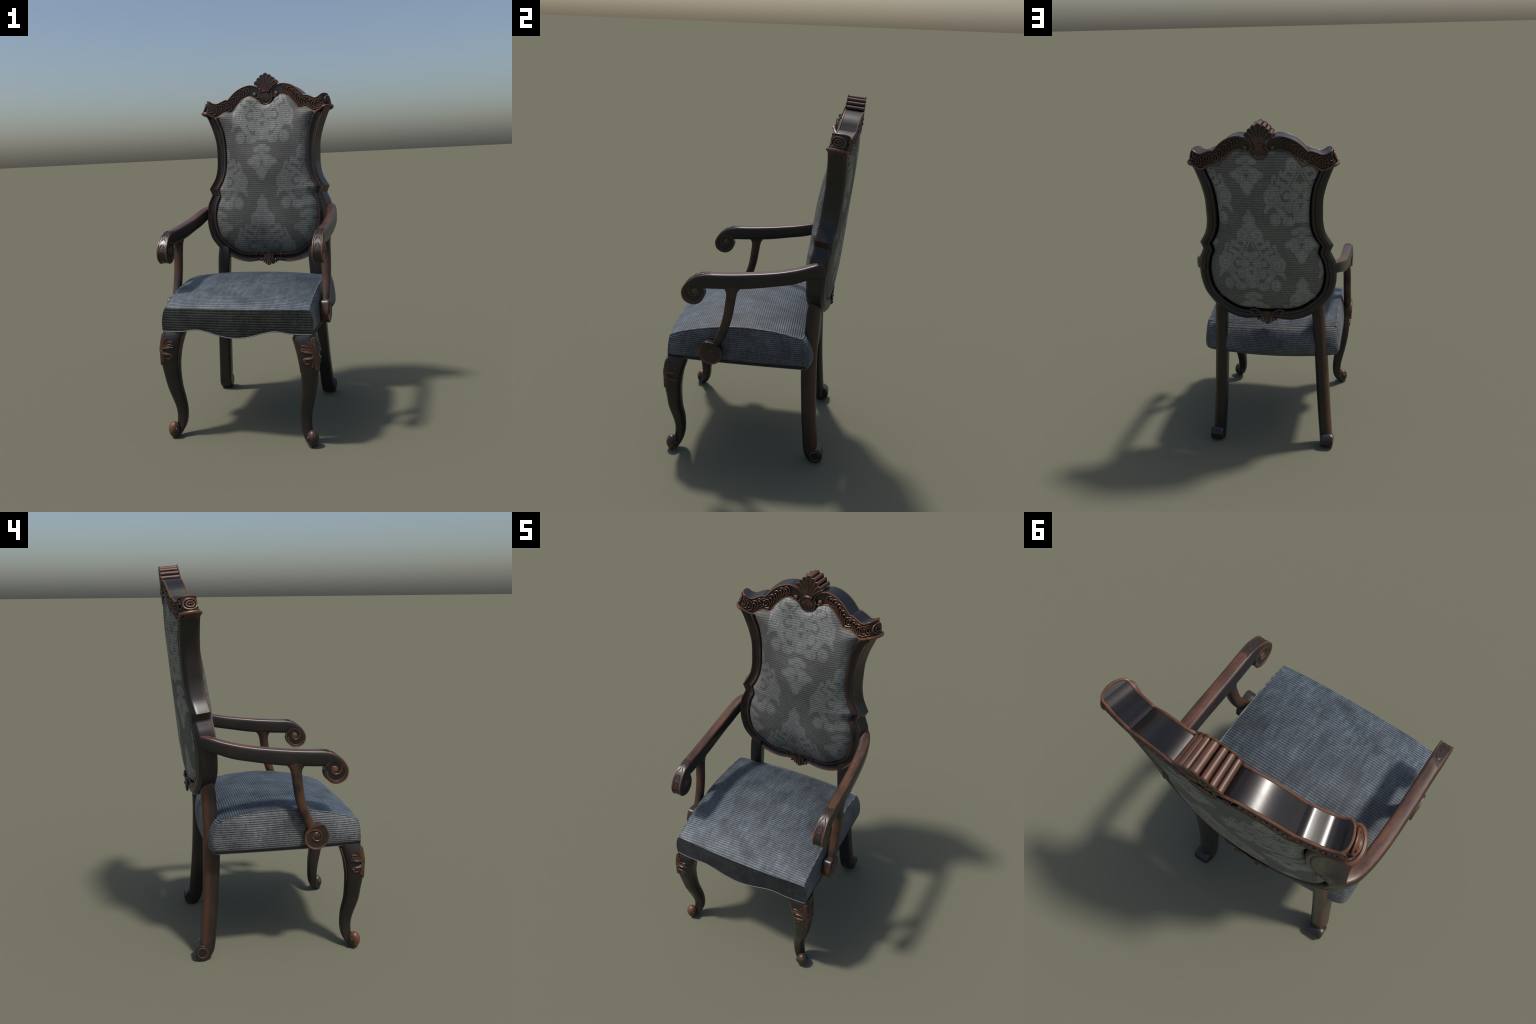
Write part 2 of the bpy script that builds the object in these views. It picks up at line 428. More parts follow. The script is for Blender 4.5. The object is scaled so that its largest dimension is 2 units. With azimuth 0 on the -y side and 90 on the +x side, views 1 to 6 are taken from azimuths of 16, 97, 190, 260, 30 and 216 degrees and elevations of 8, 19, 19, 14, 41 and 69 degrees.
# ---------------------------------------------------------------- crest rail
rail_top = [[(.020, 1.895), (.033, 1.888), (.046, 1.906), (.066, 1.921), (.092, 1.930), (.117, 1.930), (.148, 1.9225), (.176, 1.909), (.201, 1.890), (.223, 1.867), (.238, 1.851)],
            [(.238, 1.851), (.252, 1.853), (.268, 1.848), (.284, 1.841), (.297, 1.835), (.308, 1.832)],
            [(.308, 1.832), (.322, 1.833), (.332, 1.837), (.340, 1.842), (.347, 1.848)]]
rail_bot = [[(.020, 1.846), (.040, 1.846), (.060, 1.849), (.083, 1.859), (.106, 1.861), (.130, 1.854), (.153, 1.842), (.176, 1.814), (.194, 1.794), (.210, 1.770)],
            [(.210, 1.770), (.226, 1.772), (.241, 1.775), (.255, 1.774), (.269, 1.767), (.281, 1.759), (.302, 1.7435)],
            [(.302, 1.7435), (.318, 1.746), (.333, 1.752), (.348, 1.760), (.362, 1.769)]]
rc = (44, 16, 16)
def rail_line(parts):
    rows = [resample(catmull(p, 8), c) for p, c in zip(parts, rc)]
    return np.vstack([rows[0], rows[1][1:], rows[2][1:]])
RT, RB = rail_line(rail_top), rail_line(rail_bot)
RT[:, 1] -= .0025*np.clip((RT[:, 0] - .10)/.1, 0, 1)
T0, T1 = .004, .088                       # front and rear faces of the rail
TM, TH = (T0 + T1)/2, (T1 - T0)/2
NOSE = [math.radians(a) for a in range(0, 91, 9)]
def belt_point(q, v, out=0.0):
    """q in [0,1] runs along the front face to the end, [1,1.5] half round the nose, v 0 bottom..1 top, out = height above the face"""
    if q <= 1:
        i = q*(len(RT) - 1); k = min(int(i), len(RT) - 2); f = i - k
        a = RB[k]*(1-f) + RB[k+1]*f; b = RT[k]*(1-f) + RT[k+1]*f
        p = a + (b - a)*v; return S(p[0], p[1], T0 - out - .006*max(0, 1 - v*3)*max(0, (q - .8)/.2))
    phi = (q - 1)*math.pi
    a, b = RB[-1], RT[-1]
    p = a + (b - a)*v + np.array([(.022 - .006*v + .004*max(0, 1 - v*3) + out)*math.sin(phi), (.007 + .003*(1 - v))*math.sin(phi)])
    return S(p[0], p[1], TM - (TH + out + .006*max(0, 1 - v*3))*math.cos(phi))
def rail_ring(i, phi=None):
    """closed rectangular section of the rail"""
    side = 5
    if phi is None: a, b, h = RB[i], RT[i], TH - .003
    else:
        o = np.array([.021*math.sin(phi), .007*math.sin(phi)]); a, b, h = RB[-1] + o, RT[-1] + o*[.72, 1], max((TH - .003)*math.cos(phi), .004)
    r = []
    for k in range(side): p = a + (b - a)*k/side; r.append(S(p[0], p[1], TM - h))
    for k in range(side): p = b; r.append(S(p[0], p[1], TM - h + 2*h*k/side))
    for k in range(side): p = b + (a - b)*k/side; r.append(S(p[0], p[1], TM + h))
    for k in range(side): p = a; r.append(S(p[0], p[1], TM + h - 2*h*k/side))
    return r
half = [rail_ring(i) for i in range(len(RT))] + [rail_ring(None, p) for p in NOSE[1:]]
mir = [[np.array((-p[0], p[1], p[2])) for p in r] for r in half]
g = Geo(); g.add(*loft(mir[::-1] + half))
crest = g.obj("crest_rail", wood_panel, backrest, smooth_angle=35)

# red borders: along the top and bottom edges, over the front, round the nose and along the rear
def smooth_end(x): return x
gb = Geo()
fr = [float(q) for q in np.linspace(0, 1, 70)]
for s in (1, -1):
    flip = (lambda P: [np.array((s*p[0], p[1], p[2])) for p in P])
    # the C-scroll next to the shell is the continuation of the top border
    cs = catmull([(.092, 1.930), (.064, 1.921), (.045, 1.906), (.035, 1.888), (.037, 1.868), (.049, 1.857), (.063, 1.857), (.070, 1.865)], 7)
    i0 = int(np.argmin(abs(RT[:, 0] - .093)))
    top_front = [S(x, z, T0 - .002) for x, z in cs[::-1]] + [S(*RT[i], T0 - .001) for i in range(i0 + 1, len(RT))]
    top_nose = [belt_point(1 + q, 1, -.001) for q in np.linspace(.04, .96, 23)]
    top_rear = [S(*RT[i], T1 + .001) for i in range(len(RT) - 1, i0, -1)] + [S(x, z, T1 + .002) for x, z in cs]
    path = resample(top_front + top_nose + top_rear, 240)
    path = path - [0, 0, .0022]
    gb.add(*tube(flip(path), .0043, 8))
    j0 = int(np.argmin(abs(RB[:, 0] - .084)))
    fl = [.006*max(0, (i/(len(RB) - 1) - .8)/.2) for i in range(len(RB))]
    bot_front = [S(*RB[i], T0 - .001 - fl[i]) for i in range(j0, len(RB))]
    bot_nose = [belt_point(1 + q, 0, .003) for q in np.linspace(.04, .96, 23)]
    bot_rear = [S(*RB[i], T1 + .001 + fl[i]*.5) for i in range(len(RB) - 1, j0 - 1, -1)]
    path = resample(bot_front + bot_nose + bot_rear, 220)
    rad = np.interp(np.linspace(0, 1, 220), [0, .30, .42, .58, .7, 1], [.0055, .006, .0085, .0085, .006, .0055])
    gb.add(*tube(flip(path), rad, 8))
    for t, sg in ((T0, -1), (T1, 1)):      # volute buttons
        gb.add(*ball(S(s*.0685, 1.871, t + sg*.004), (.0125, .008, .0125), 18, 9))
gb.obj("crest_border", wood_edge, crest)

# overlapping arched scales, one object each
def arch(q0, dq, vlo, vhi, out, r, closed=False):
    """U-shaped arch on the belt: closed side at q0, legs trailing by dq"""
    P = []; vm, vh = (vlo + vhi)/2, (vhi - vlo)/2
    for a in np.linspace(-math.pi/2, math.pi/2, 13):
        P.append(belt_at(q0 + dq*.62*(1 - math.cos(a)), vm + vh*math.sin(a), out*(.25 + .75*math.cos(a)**.5 if math.cos(a) > 0 else .25)))
    lead = belt_at(q0 + dq, vlo + .04, -out*.3); tail = belt_at(q0 + dq, vhi - .06, -out*.3)
    return tube([lead] + P + [tail], r, 7)
def belt_at(q, v, out): return belt_point(min(q, 1.5), v, out)
def arc_fraction(x):
    mid = (RT[:, 0] + RB[:, 0])/2
    return float(np.interp(x, mid, np.linspace(0, 1, len(RT))))
starts = [.104, .134, .162, .188, .214, .243, .274, .304, .331]
for s in (1, -1):
    for face in (0, 1):
        for k, x0 in enumerate(starts):
            q0 = arc_fraction(x0)
            q1 = arc_fraction(starts[k + 1]) if k + 1 < len(starts) else q0 + .11
            dq = (q1 - q0)*1.5
            g = Geo()
            g.add(*arch(q0, dq, .17, .83, .0028, .0034))
            g.add(*arch(q0 + (q1 - q0)*.48, (q1 - q0)*.78, .33, .67, .0028, .0032))
            V = np.array(g.v)
            if face:                      # same carving on the rear face
                W = []
                for p in V:
                    # reflect through the mid-depth surface
                    x, z, t = p[0], p[2], 0.
                    for _ in range(8):
                        e = p - S(x, z, t); n = np.array([.8*x, 1, -.0885]); n /= np.linalg.norm(n)
                        t += e @ n; e = p - S(x, z, t); x += e[0]; z += e[2]
                    W.append(S(x, z, 2*TM - t))
                V = np.array(W)
            V[:, 0] *= s
            make_object("carved_scale", V, g.f, wood_carved, crest)
    # concentric oval on the rounded end
    g = Geo()
    for vh, qh in ((.30, .26), (.165, .14)):
        loopp = [belt_point(1.5 + qh*math.cos(a), .52 + vh*math.sin(a), .003) if False else None for a in ()]
        P = []
        for a in np.arange(28)*2*math.pi/28:
            q = .5 + qh*math.cos(a); phi = q*math.pi
            aa, bb = RB[-1], RT[-1]; v = .5 + vh*math.sin(a)
            p = aa + (bb - aa)*v + np.array([(.0255 - .006*v)*math.sin(phi), .007*math.sin(phi)])
            P.append(S(s*p[0] if False else p[0], p[1], TM - (TH + .003)*math.cos(phi)))
        g.add(*tube(P, .0045, 8, closed=True))
    P = [belt_point(1.0 + q, .5, .003) for q in np.linspace(.44, .56, 6)]
    g.add(*tube(P, .004, 8))
    g.obj("carved_end_oval", wood_edge, crest, mirror=(s < 0))

# ---------------------------------------------------------------- shell carving
TF, TR = -.003, .091
shell = Geo(); rims = Geo(); flutes = Geo()
tips = {0: (0, 1.9960), 1: (.0265, 1.985), 2: (.0475, 1.967), 3: (.066, 1.945)}
for k in range(-3, 4):
    s = 1 if k >= 0 else -1; tx, tz = tips[abs(k)]
    base, tip = np.array([k*.0045, 1.880]), np.array([s*tx, tz])
    ctrl = np.array([k*.0075, 1.925 - abs(k)*.004])
    ts = np.linspace(0, 1, 16)
    C = np.array([(1-t)**2*base + 2*t*(1-t)*ctrl + t*t*tip for t in ts])
    D = np.gradient(C, axis=0); D /= np.linalg.norm(D, axis=1, keepdims=True)
    Nn = np.stack([-D[:, 1], D[:, 0]], 1)
    wmax = .0125 if k == 0 else .0112 if abs(k) < 3 else .0115
    w = .0032 + (wmax - .0032)*ts**1.3
    end = C[-1] - D[-1]*wmax
    keep = [i for i in range(len(ts)) if (C[i] - end) @ D[-1] < 0]
    L = [C[i] + Nn[i]*w[i] for i in keep]; R = [C[i] - Nn[i]*w[i] for i in keep]
    cap = [end + wmax*(Nn[-1]*math.cos(a) + D[-1]*math.sin(a)) for a in np.linspace(0, math.pi, 11)]
    outline = L + cap + R[::-1]
    dep = .0006*(3 - abs(k))
    front = [S(p[0], p[1], TF + dep) for p in outline]; rear = [S(p[0], p[1], TR - dep) for p in outline]
    mids = [[S(p[0], p[1], TF + dep + (TR - TF - 2*dep)*f) for p in outline] for f in (.1, .35, .65, .9)]
    shell.add(*loft([front] + mids + [rear]))
    Lf = [C[i] + Nn[i]*w[i]*.62 for i in keep[5:]]; Rf = [C[i] - Nn[i]*w[i]*.62 for i in keep[5:]]
    capf = [end + wmax*.62*(Nn[-1]*math.cos(a) + D[-1]*math.sin(a)) for a in np.linspace(0, math.pi, 9)]
    of = Lf + capf + Rf[::-1]
    flutes.add(*loft([[S(p[0], p[1], TF + dep - .0008) for p in of], [S(p[0], p[1], TR - dep + .0008) for p in of]]))
    for t, sg in ((TF + dep, -1), (TR - dep, 1)):
        rims.add(*tube([S(p[0], p[1], t) for p in outline], .0031, 7))
        if k: rims.add(*tube([S(p[0], p[1], t + .001) for p in C[:9]], .0026, 6))
shell_ob = shell.obj("shell_carving", wood_arm, crest)
flutes.obj("shell_flutes", wood_panel, crest)
rims.obj("shell_ribs", wood_carved, crest, kind="stuff")
# lower disc with its little fan and band
disc = Geo(); fan = Geo()
arc = [(-.043, 1.876), (-.0435, 1.856), (-.037, 1.833), (-.022, 1.816), (0, 1.8105), (.022, 1.816), (.037, 1.833), (.0435, 1.856), (.043, 1.876)]
AR = catmull(arc, 5)
poly = list(AR)
disc.add(*loft([[S(p[0], p[1], t) for p in poly] for t in (-.004, -.001, .03, .06, .088, .091)]))
disc_ob = disc.obj("shell_base", wood_panel, crest)
for t, sg in ((-.0045, -1), (.0915, 1)):
    fan.add(*tube([S(p[0], p[1], t) for p in AR[3:-3]], .0045, 8))
    for k in range(-4, 5):
        a = k*.27
        p0 = np.array([k*.0028, 1.880]); p2 = np.array([.034*math.sin(a*1.05), 1.860 - .038*math.cos(a)**1.2 + abs(k)*.001])
        p1 = np.array([k*.0034, 1.858])
        C = [(1-q)**2*p0 + 2*q*(1-q)*p1 + q*q*p2 for q in np.linspace(0, 1, 9)]
        fan.add(*tube([S(c[0], c[1], t + sg*.001) for c in C], np.linspace(.0016, .0036, 9), 7))
    for dz in (0, .0055):
        fan.add(*tube([S(x, 1.887 + dz - 9*x*x - dz*.2, t + sg*.004) for x in np.linspace(-.024, .024, 13)], .0024, 7))
fan.obj("shell_fan", wood_carved, crest, kind="stuff")

# ---------------------------------------------------------------- small carving at the bottom of the frame
g = Geo()
for t, sg in ((-.010, -1), (.092, 1)):
    for s in (1, -1):
        g.add(*ball(S(s*.079, .896, t + sg*.002), (.012, .008, .012), 16, 9))
        cs = catmull([(.080, .901), (.090, .902), (.091, .913), (.078, .918), (.058, .917), (.040, .907), (.029, .890), (.027, .874), (.034, .862), (.044, .860)], 6)
        g.add(*tube([S(s*x, z, t) for x, z in cs], np.interp(np.linspace(0, 1, len(cs)), [0, .2, .8, 1], [.003, .0055, .005, .004]), 8))
        g.add(*ball(S(s*.046, .861, t + sg*.002), .0095, 14, 9))
        for k, (xt, zt, xb, zb) in enumerate(((.006, .908, .007, .834), (.014, .906, .019, .840), (.022, .902, .031, .848))):
            C = catmull([(xt, zt), (xt*.95, (zt + zb)/2 + .01), (xb, zb)], 6)
            g.add(*tube([S(s*x, z, t + sg*.001) for x, z in C], np.linspace(.0028, .0056, len(C)), 8))
    C = [(0, .905), (0, .87), (0, .832)]
    g.add(*tube([S(x, z, t) for x, z in resample(C, 8)], np.linspace(.004, .006, 8), 8))
g.obj("base_carving", wood_carved, backrest)

# ---------------------------------------------------------------- seat
def zs(y): return np.interp(y, SEAM[:, 0], SEAM[:, 1])
SEAM = catmull([(-.453, .724), (-.400, .747), (-.332, .767), (-.255, .784), (-.180, .796), (-.100, .804), (-.028, .806), (.084, .799), (.167, .787), (.225, .775), (.256, .768)], 8)
XS = .388
def y_front(x): return -.453 - .014*(1 - (x/XS)**2)
def y_rear(x): return .256 + .028*(1 - abs(x/XS)**2.2)
ZB = catmull([(-.408, .599), (-.355, .599), (-.292, .602), (-.245, .610), (-.205, .613), (-.150, .603), (-.080, .584), (0, .574), (.080, .584), (.150, .603), (.205, .613), (.245, .610), (.292, .602), (.355, .599), (.408, .599)], 6)
def zb_front(x): return np.interp(x, ZB[:, 0], ZB[:, 1])
nx, ny = 60, 60
g = Geo(); V, F = [], []
for j in range(ny + 1):
    for i in range(nx + 1):
        sx = -1 + 2*i/nx; x = XS*sx; q = j/ny
        y = y_front(x) + (y_rear(x) - y_front(x))*q
        yy = -.453 + (.256 + .453)*q
        z = zs(yy) - .006*(1 - sx*sx)*(q > .9)*(q - .9)*10
        e = min(1 - abs(sx), 1)*XS
        z += .027*(1 - abs(sx)**2.5)*math.sin(math.pi*min(max(q, 0), 1))**.7
        z -= .004*math.exp(-(e/.006)**2)*(1 if 0 < j < ny else 0) * (0 if e == 0 else 1)
        V.append((x, y, z))
for j in range(ny):
    for i in range(nx):
        a = j*(nx + 1) + i; F.append((a, a + 1, a + nx + 2, a + nx + 1))
g.add(V, F)
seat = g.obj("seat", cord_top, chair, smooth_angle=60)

def panel(top, bot, bulge, rows=14, skirt=0.0):
    """grid between two edge curves, puffed outwards"""
    n = len(top); V, F = [], []
    for r in range(rows + 1):
        q = r/rows
        for k in range(n):
            a, b = np.array(top[k]), np.array(bot[k]); o = bulge(k/(n - 1))
            w = (4*q*(1 - q))**.6
            V.append(a + (b - a)*q + o*w + (0 if r else 0))
    for r in range(rows):
        for k in range(n - 1):
            a = r*n + k; F.append((a, a + 1, a + n + 1, a + n))
    return V, F
xs = np.linspace(-XS, XS, 81)
f_top = [(x, y_front(x), zs(-.453)) for x in xs]
f_bot = [(x*1.040, -.4615 - .017*(1 - (x/XS)**2), zb_front(x*1.04)) for x in xs]
border = Geo()
side = Geo()
front_panel = Geo()
front_panel.add(*panel(f_top, f_bot, lambda k: np.array([(2*k - 1)**9*.013, -.003, .004*abs(2*k - 1)**9])))
ys = np.linspace(-.453, .256, 61)
s_bot_all = {}
for s in (1, -1):
    st = [(s*XS, y, zs(y)) for y in ys]
    sb = [(s*(.4035), -.4615 + (y + .453)*(.724/.709), .599 - .004*math.sin(math.pi*(y + .453)/.709)) for y in ys]
    side.add(*panel(st, sb, lambda k: np.array([s*.013, -.003*(1 - k)**10, .004])))
    s_bot_all[s] = sb
# rear: wraps round both corners
r_top = catmull([(.388, .256), (.36, .264), (.20, .279), (0, .284), (-.20, .279), (-.36, .264), (-.388, .256)], 12)
r_bot = catmull([(.4035, .2625), (.400, .284), (.372, .300), (.20, .309), (0, .312), (-.20, .309), (-.372, .300), (-.400, .284), (-.4035, .2625)], 9)
r_top = resample(r_top, 91); r_bot = resample(r_bot, 91)
rt = [(p[0], p[1], .768 - .007*(1 - (p[0]/XS)**2)) for p in r_top]
rb = [(p[0], p[1], .599 - .024*(1 - (p[0]/.4035)**2)) for p in r_bot]
def rear_bulge(k):
    c = math.sin(math.pi*k)
    return np.array([(1 - 2*k)*.02*(1 - c), .012 + .032*c**.5, .004]) * (min(k, 1-k)*30 if min(k, 1-k) < 1/30 else 1) + np.array([0.013*np.sign(.5-k), 0, .004])*(1 - min(min(k, 1-k)*30, 1))
side.add(*panel(rt, rb, rear_bulge))
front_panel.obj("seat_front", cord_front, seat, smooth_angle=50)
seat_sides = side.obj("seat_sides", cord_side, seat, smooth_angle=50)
# closed underside
g = Geo()
loop = f_bot[:-1] + s_bot_all[1][:-1] + rb[:-1] + s_bot_all[-1][::-1][:-1]
inner = [(p[0]*.9, p[1]*.9, p[2] + .012) for p in loop]
g.add(*loft([[np.array(p) for p in loop], [np.array(p) for p in inner]], cap=False))
n = len(loop); g.v.append((0, 0, .61)); c = len(g.v) - 1
g.f += [(n + j, n + (j + 1) % n, c) for j in range(n)]
g.obj("seat_underside", braid, seat)
# dark braid above the piping on sides and rear
def grow(P, d):
    P = np.array(P); q = P.copy(); nn = np.stack([P[:, 0], P[:, 1]*1.0], 1)
    return P
strip = [np.array(p) for p in s_bot_all[1] + rb[1:-1] + s_bot_all[-1][::-1]]
cen = np.array([0, -.05])
def outward(p, d):
    x, y, z = p
    if y < .262 and abs(x) > .40: o = np.array([np.sign(x), 0.])
    else:
        o = np.array([x*abs(x)**3*60, .9]); o /= np.linalg.norm(o)
    return np.array([x + o[0]*d, y + o[1]*d, z])
g = Geo()
rings = []
for p in strip:
    a = outward(p, .0015); b = outward(p, .008); z = np.array([0, 0, 1])
    rings.append([a + z*.002, b*0 + outward(p, .0035) + z*.002, outward(p, .0085) + z*.017, outward(p, .001) + z*.019])
g.add(*loft(rings))
g.obj("seat_braid", braid, seat, smooth_angle=30)
g = Geo()
path = np.array(loop); path = resample(np.vstack([path, path[:1]]), 420)[:-1]
g.add(*tube(path - [0, 0, .0005], .0026, 7, closed=True))
g.obj("seat_piping", piping, seat)
# soft seam welts along the top edges
g = Geo()
for s in (1, -1):
    g.add(*tube([(s*(XS + .001), y, zs(y) - .002) for y in ys], .0038, 8))
g.add(*tube([(p[0], p[1] + .001, p[2] - .002) for p in rt], .0042, 8))
g.obj("seat_welt", cord_side, seat)

# ---------------------------------------------------------------- front legs
LEG = np.array([  # z, cx, hx, cy, hy
    (.604, .355, .058, -.4080, .054), (.575, .360, .0600, -.4190, .0580), (.545, .367, .0590, -.4270, .0565), (.505, .3745, .0560, -.4335, .0525), (.460, .3785, .0520, -.4365, .0490), (.420, .3800, .0485, -.4375, .0455), (.350, .3765, .0425, -.4340, .0405),
    (.280, .3675, .0375, -.4295, .0380), (.207, .3540, .0325, -.4155, .0345), (.170, .3475, .0300, -.4105, .0315), (.134, .3445, .0285, -.4080, .0295), (.095, .3455, .0275, -.4095, .0285), (.060, .352, .026, -.416, .027), (.030, .364, .022, -.427, .023), (.010, .374, .016, -.437, .017)])
LEGC = catmull(LEG, 6)
def leg_row(z): return [np.interp(-z, -LEGC[:, 0], LEGC[:, k]) for k in range(1, 5)]
def leg_surf(z, ang, out=0.0, p=3.2):
    cx, hx, cy, hy = leg_row(z)
    c, s = math.cos(ang), math.sin(ang)
    v = np.array([np.sign(c)*abs(c)**(2/p)*hx, np.sign(s)*abs(s)**(2/p)*hy, 0.])
    o = v/np.linalg.norm(v)
    return np.array([cx, cy, z]) + v + o*out
E4 = superellipse(40, 3.2)
for s in (1, -1):
    g = Geo()
    g.add(*loft([[np.array((r[1] + e[0]*r[2], r[3] + e[1]*r[4], r[0])) for e in E4] for r in LEGC]))
    leg = g.obj("front_leg", wood_frame, chair, mirror=(s < 0), smooth_angle=60)
    # raised ear ridges on the inner edges at the top
    g = Geo()
    for ang in (math.radians(-158), math.radians(68)):
        zz = np.linspace(.578, .40, 14)
        g.add(*tube([leg_surf(z, ang, .001) for z in zz], np.linspace(.006, .002, 14), 8))
    g.obj("leg_ridge", wood_edge, leg, mirror=(s < 0))
    # toe scroll
    dg = np.array([1, -1, 0])/math.sqrt(2); pr = np.array([1, 1, 0])/math.sqrt(2); up = np.array([0, 0, 1.])
    g = Geo(); c = np.array([.384, -.4505, .0445]); rings = []
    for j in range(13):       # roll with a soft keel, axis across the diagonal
        w = -1 + 2*j/12; rr = 1 - .10*abs(w) - .38*abs(w)**3
        rings.append([c + pr*w*.027 + (dg*math.cos(a)*.032 + up*math.sin(a)*.0445)*rr for a in np.arange(26)*2*math.pi/26])
    g.add(*loft(rings)); g.obj("toe_scroll", wood_edge, leg, mirror=(s < 0), smooth_angle=60)
    g = Geo()
    for w in (-1, 1): g.add(*ball(c + pr*w*.027 - dg*.004, (.013, .009, .016), 16, 9, axes=(dg, pr, up)))
    # flange which sweeps from the ankle under the roll
    path = catmull([(-.058, .130), (-.062, .095), (-.054, .060), (-.038, .030), (-.014, .010), (.010, .0055)], 5)
    for w in (-1, 1):
        g.add(*tube([c*[1, 1, 0] + dg*a + pr*w*.018 + up*z for a, z in path], .005, 7))
    g.obj("toe_eye", wood_panel, leg, mirror=(s < 0))
    # acanthus fan on the knee
    g = Geo(); zc, rho = .500, .058
    def knee(l, dz, out=.0012): return leg_surf(zc + dz, -math.pi/4 + l/rho, out)
    for m_ in (1, -1):
        up_l = [(.014, .080, .006), (.032, .064, .008), (.052, .044, .009), (.060, .024, .0075)]
        dn_l = [(.008, -.076, .006), (.027, -.061, .007), (.050, -.045, .008), (.059, -.031, .0065)]
        for lst in (up_l, dn_l):
            for k, (l, dz, w) in enumerate(lst):
                b0 = (m_*(.004 + .006*k), .006*np.sign(dz)); mid = (m_*(.006 + .010*k + l*.22), dz*.55 + (.004 if dz > 0 else -.004)*k*.5)
                tip = np.array((m_*l, dz)); C = catmull([b0, mid, tip], 7)
                D = np.gradient(C, axis=0); D /= np.linalg.norm(D, axis=1, keepdims=True); Q = np.stack([-D[:, 1], D[:, 0]], 1)
                ww = np.interp(np.linspace(0, 1, len(C)), [0, .5, .85, 1], [.0012, w*.4, w*.75, w*.35])
                lp = [C[i] + Q[i]*ww[i] for i in range(len(C))] + [C[-1] + D[-1]*.002] + [C[i] - Q[i]*ww[i] for i in range(len(C) - 1, -1, -1)]
                g.add(*tube([knee(a, b) for a, b in lp], .0037, 7))
        for dz in (.014, -.022):
            C = catmull([(m_*.020, -.004 + .002*np.sign(dz)), (m_*.030, dz*.75), (m_*.047, dz)], 6)
            g.add(*tube([knee(a, b, .003) for a, b in C], np.linspace(.003, .0065, len(C)), 8))
    for dz in (0, .005): g.add(*tube([knee(l, dz - .004 - 3*l*l, .005) for l in np.linspace(-.026, .026, 11)], .0022, 6))
    g.add(*tube([knee(0, d, .002) for d in np.linspace(-.078, .082, 15)], np.interp(np.linspace(0, 1, 15), [0, .5, 1], [.007, .003, .008]), 8))
    g.obj("knee_carving", wood_carved, leg, mirror=(s < 0))

# ---------------------------------------------------------------- rear legs
RL = np.array([  # z, cx, hx, cy, hy
    (.985, .281, .026, .326, .022), (.955, .2835, .034, .3200, .0330), (.91, .2865, .037, .3100, .0370), (.77, .2945, .037, .3050, .0385), (.65, .301, .0375, .3010, .0405), (.545, .306, .038, .3020, .0425), (.38, .3145, .038, .3110, .0410), (.25, .322, .038, .3210, .0405), (.156, .328, .038, .3305, .0400), (.085, .333, .038, .3375, .0395), (.045, .336, .038, .3450, .0370), (.018, .337, .0375, .355, .030), (.004, .338, .037, .363, .018)])
RLC = catmull(RL, 6)
sec = []   # squarish section, front corners crisp, rear outer corner rounded
for a in np.arange(44)*2*math.pi/44:
    p = 2.35 if math.sin(a) > 0 else 6.0
    sec.append((np.sign(math.cos(a))*abs(math.cos(a))**(2/p), np.sign(math.sin(a))*abs(math.sin(a))**(2/p)))
wood_rear = wood("rear_leg_wood", .02, .5, .95, floor=.06, gain=.5, rough=(.3, .4), corner=.6)
for s in (1, -1):
    g = Geo()
    g.add(*loft([[np.array((r[1] + e[0]*r[2], r[3] + e[1]*r[4], r[0])) for e in sec] for r in RLC]))
    leg = g.obj("rear_leg", wood_rear, chair, mirror=(s < 0), smooth_angle=60)
    g = Geo(); rings = []
    for j in range(11):
        w = -1 + 2*j/10; rr = (1 - abs(w)**10*.10)
        rings.append([np.array((.3425 + w*.0365, .370 + math.cos(a)*.040*rr, .0445 + math.sin(a)*.0445*rr)) for a in np.arange(30)*2*math.pi/30])
    g.add(*loft(rings))
    g.obj("rear_scroll", wood_frame, leg, mirror=(s < 0), smooth_angle=50)
    g = Geo()
    for w in (1,):
        g.add(*tube([(.3425 + w*.0365, .368 + .026*math.cos(a), .047 + .028*math.sin(a)) for a in np.arange(26)*2*math.pi/26], .0035, 8, closed=True))
    g.obj("scroll_ring", wood_carved, leg, mirror=(s < 0))

# ---------------------------------------------------------------- armrests
arm_plan = catmull([(.425, -.45), (.425, -.25), (.4245, -.05), (.4225, .08), (.4175, .17), (.4085, .245), (.393, .305), (.370, .336), (.335, .354)], 8)
def arm_x(y): return np.interp(y, arm_plan[:, 1], arm_plan[:, 0])
# side profile: outer (upper) edge and inner (lower) edge, rear to scroll
outer = [(.352, 1.204), (.298, 1.194), (.225, 1.172), (.116, 1.148), (-.040, 1.127), (-.150, 1.1165), (-.2045, 1.113), (-.258, 1.109), (-.298, 1.096), (-.335, 1.068), (-.360, 1.036), (-.371, 1.006), (-.363, .970), (-.340, .951), (-.312, .945), (-.284, .954), (-.263, .976), (-.2535, 1.008)]
inner = [(.348, 1.134), (.285, 1.118), (.200, 1.089), (.098, 1.069), (-.030, 1.047), (-.140, 1.037), (-.195, 1.033), (-.245, 1.031), (-.286, 1.040), (-.317, 1.040), (-.335, 1.026), (-.350, 1.004), (-.346, .980), (-.331, .966), (-.311, .9585), (-.291, .966), (-.275, .982), (-.268, 1.008)]
O2, I2 = catmull(outer, 5), catmull(inner, 5)
R4 = superellipse(28, 4.5)
HWA = .029
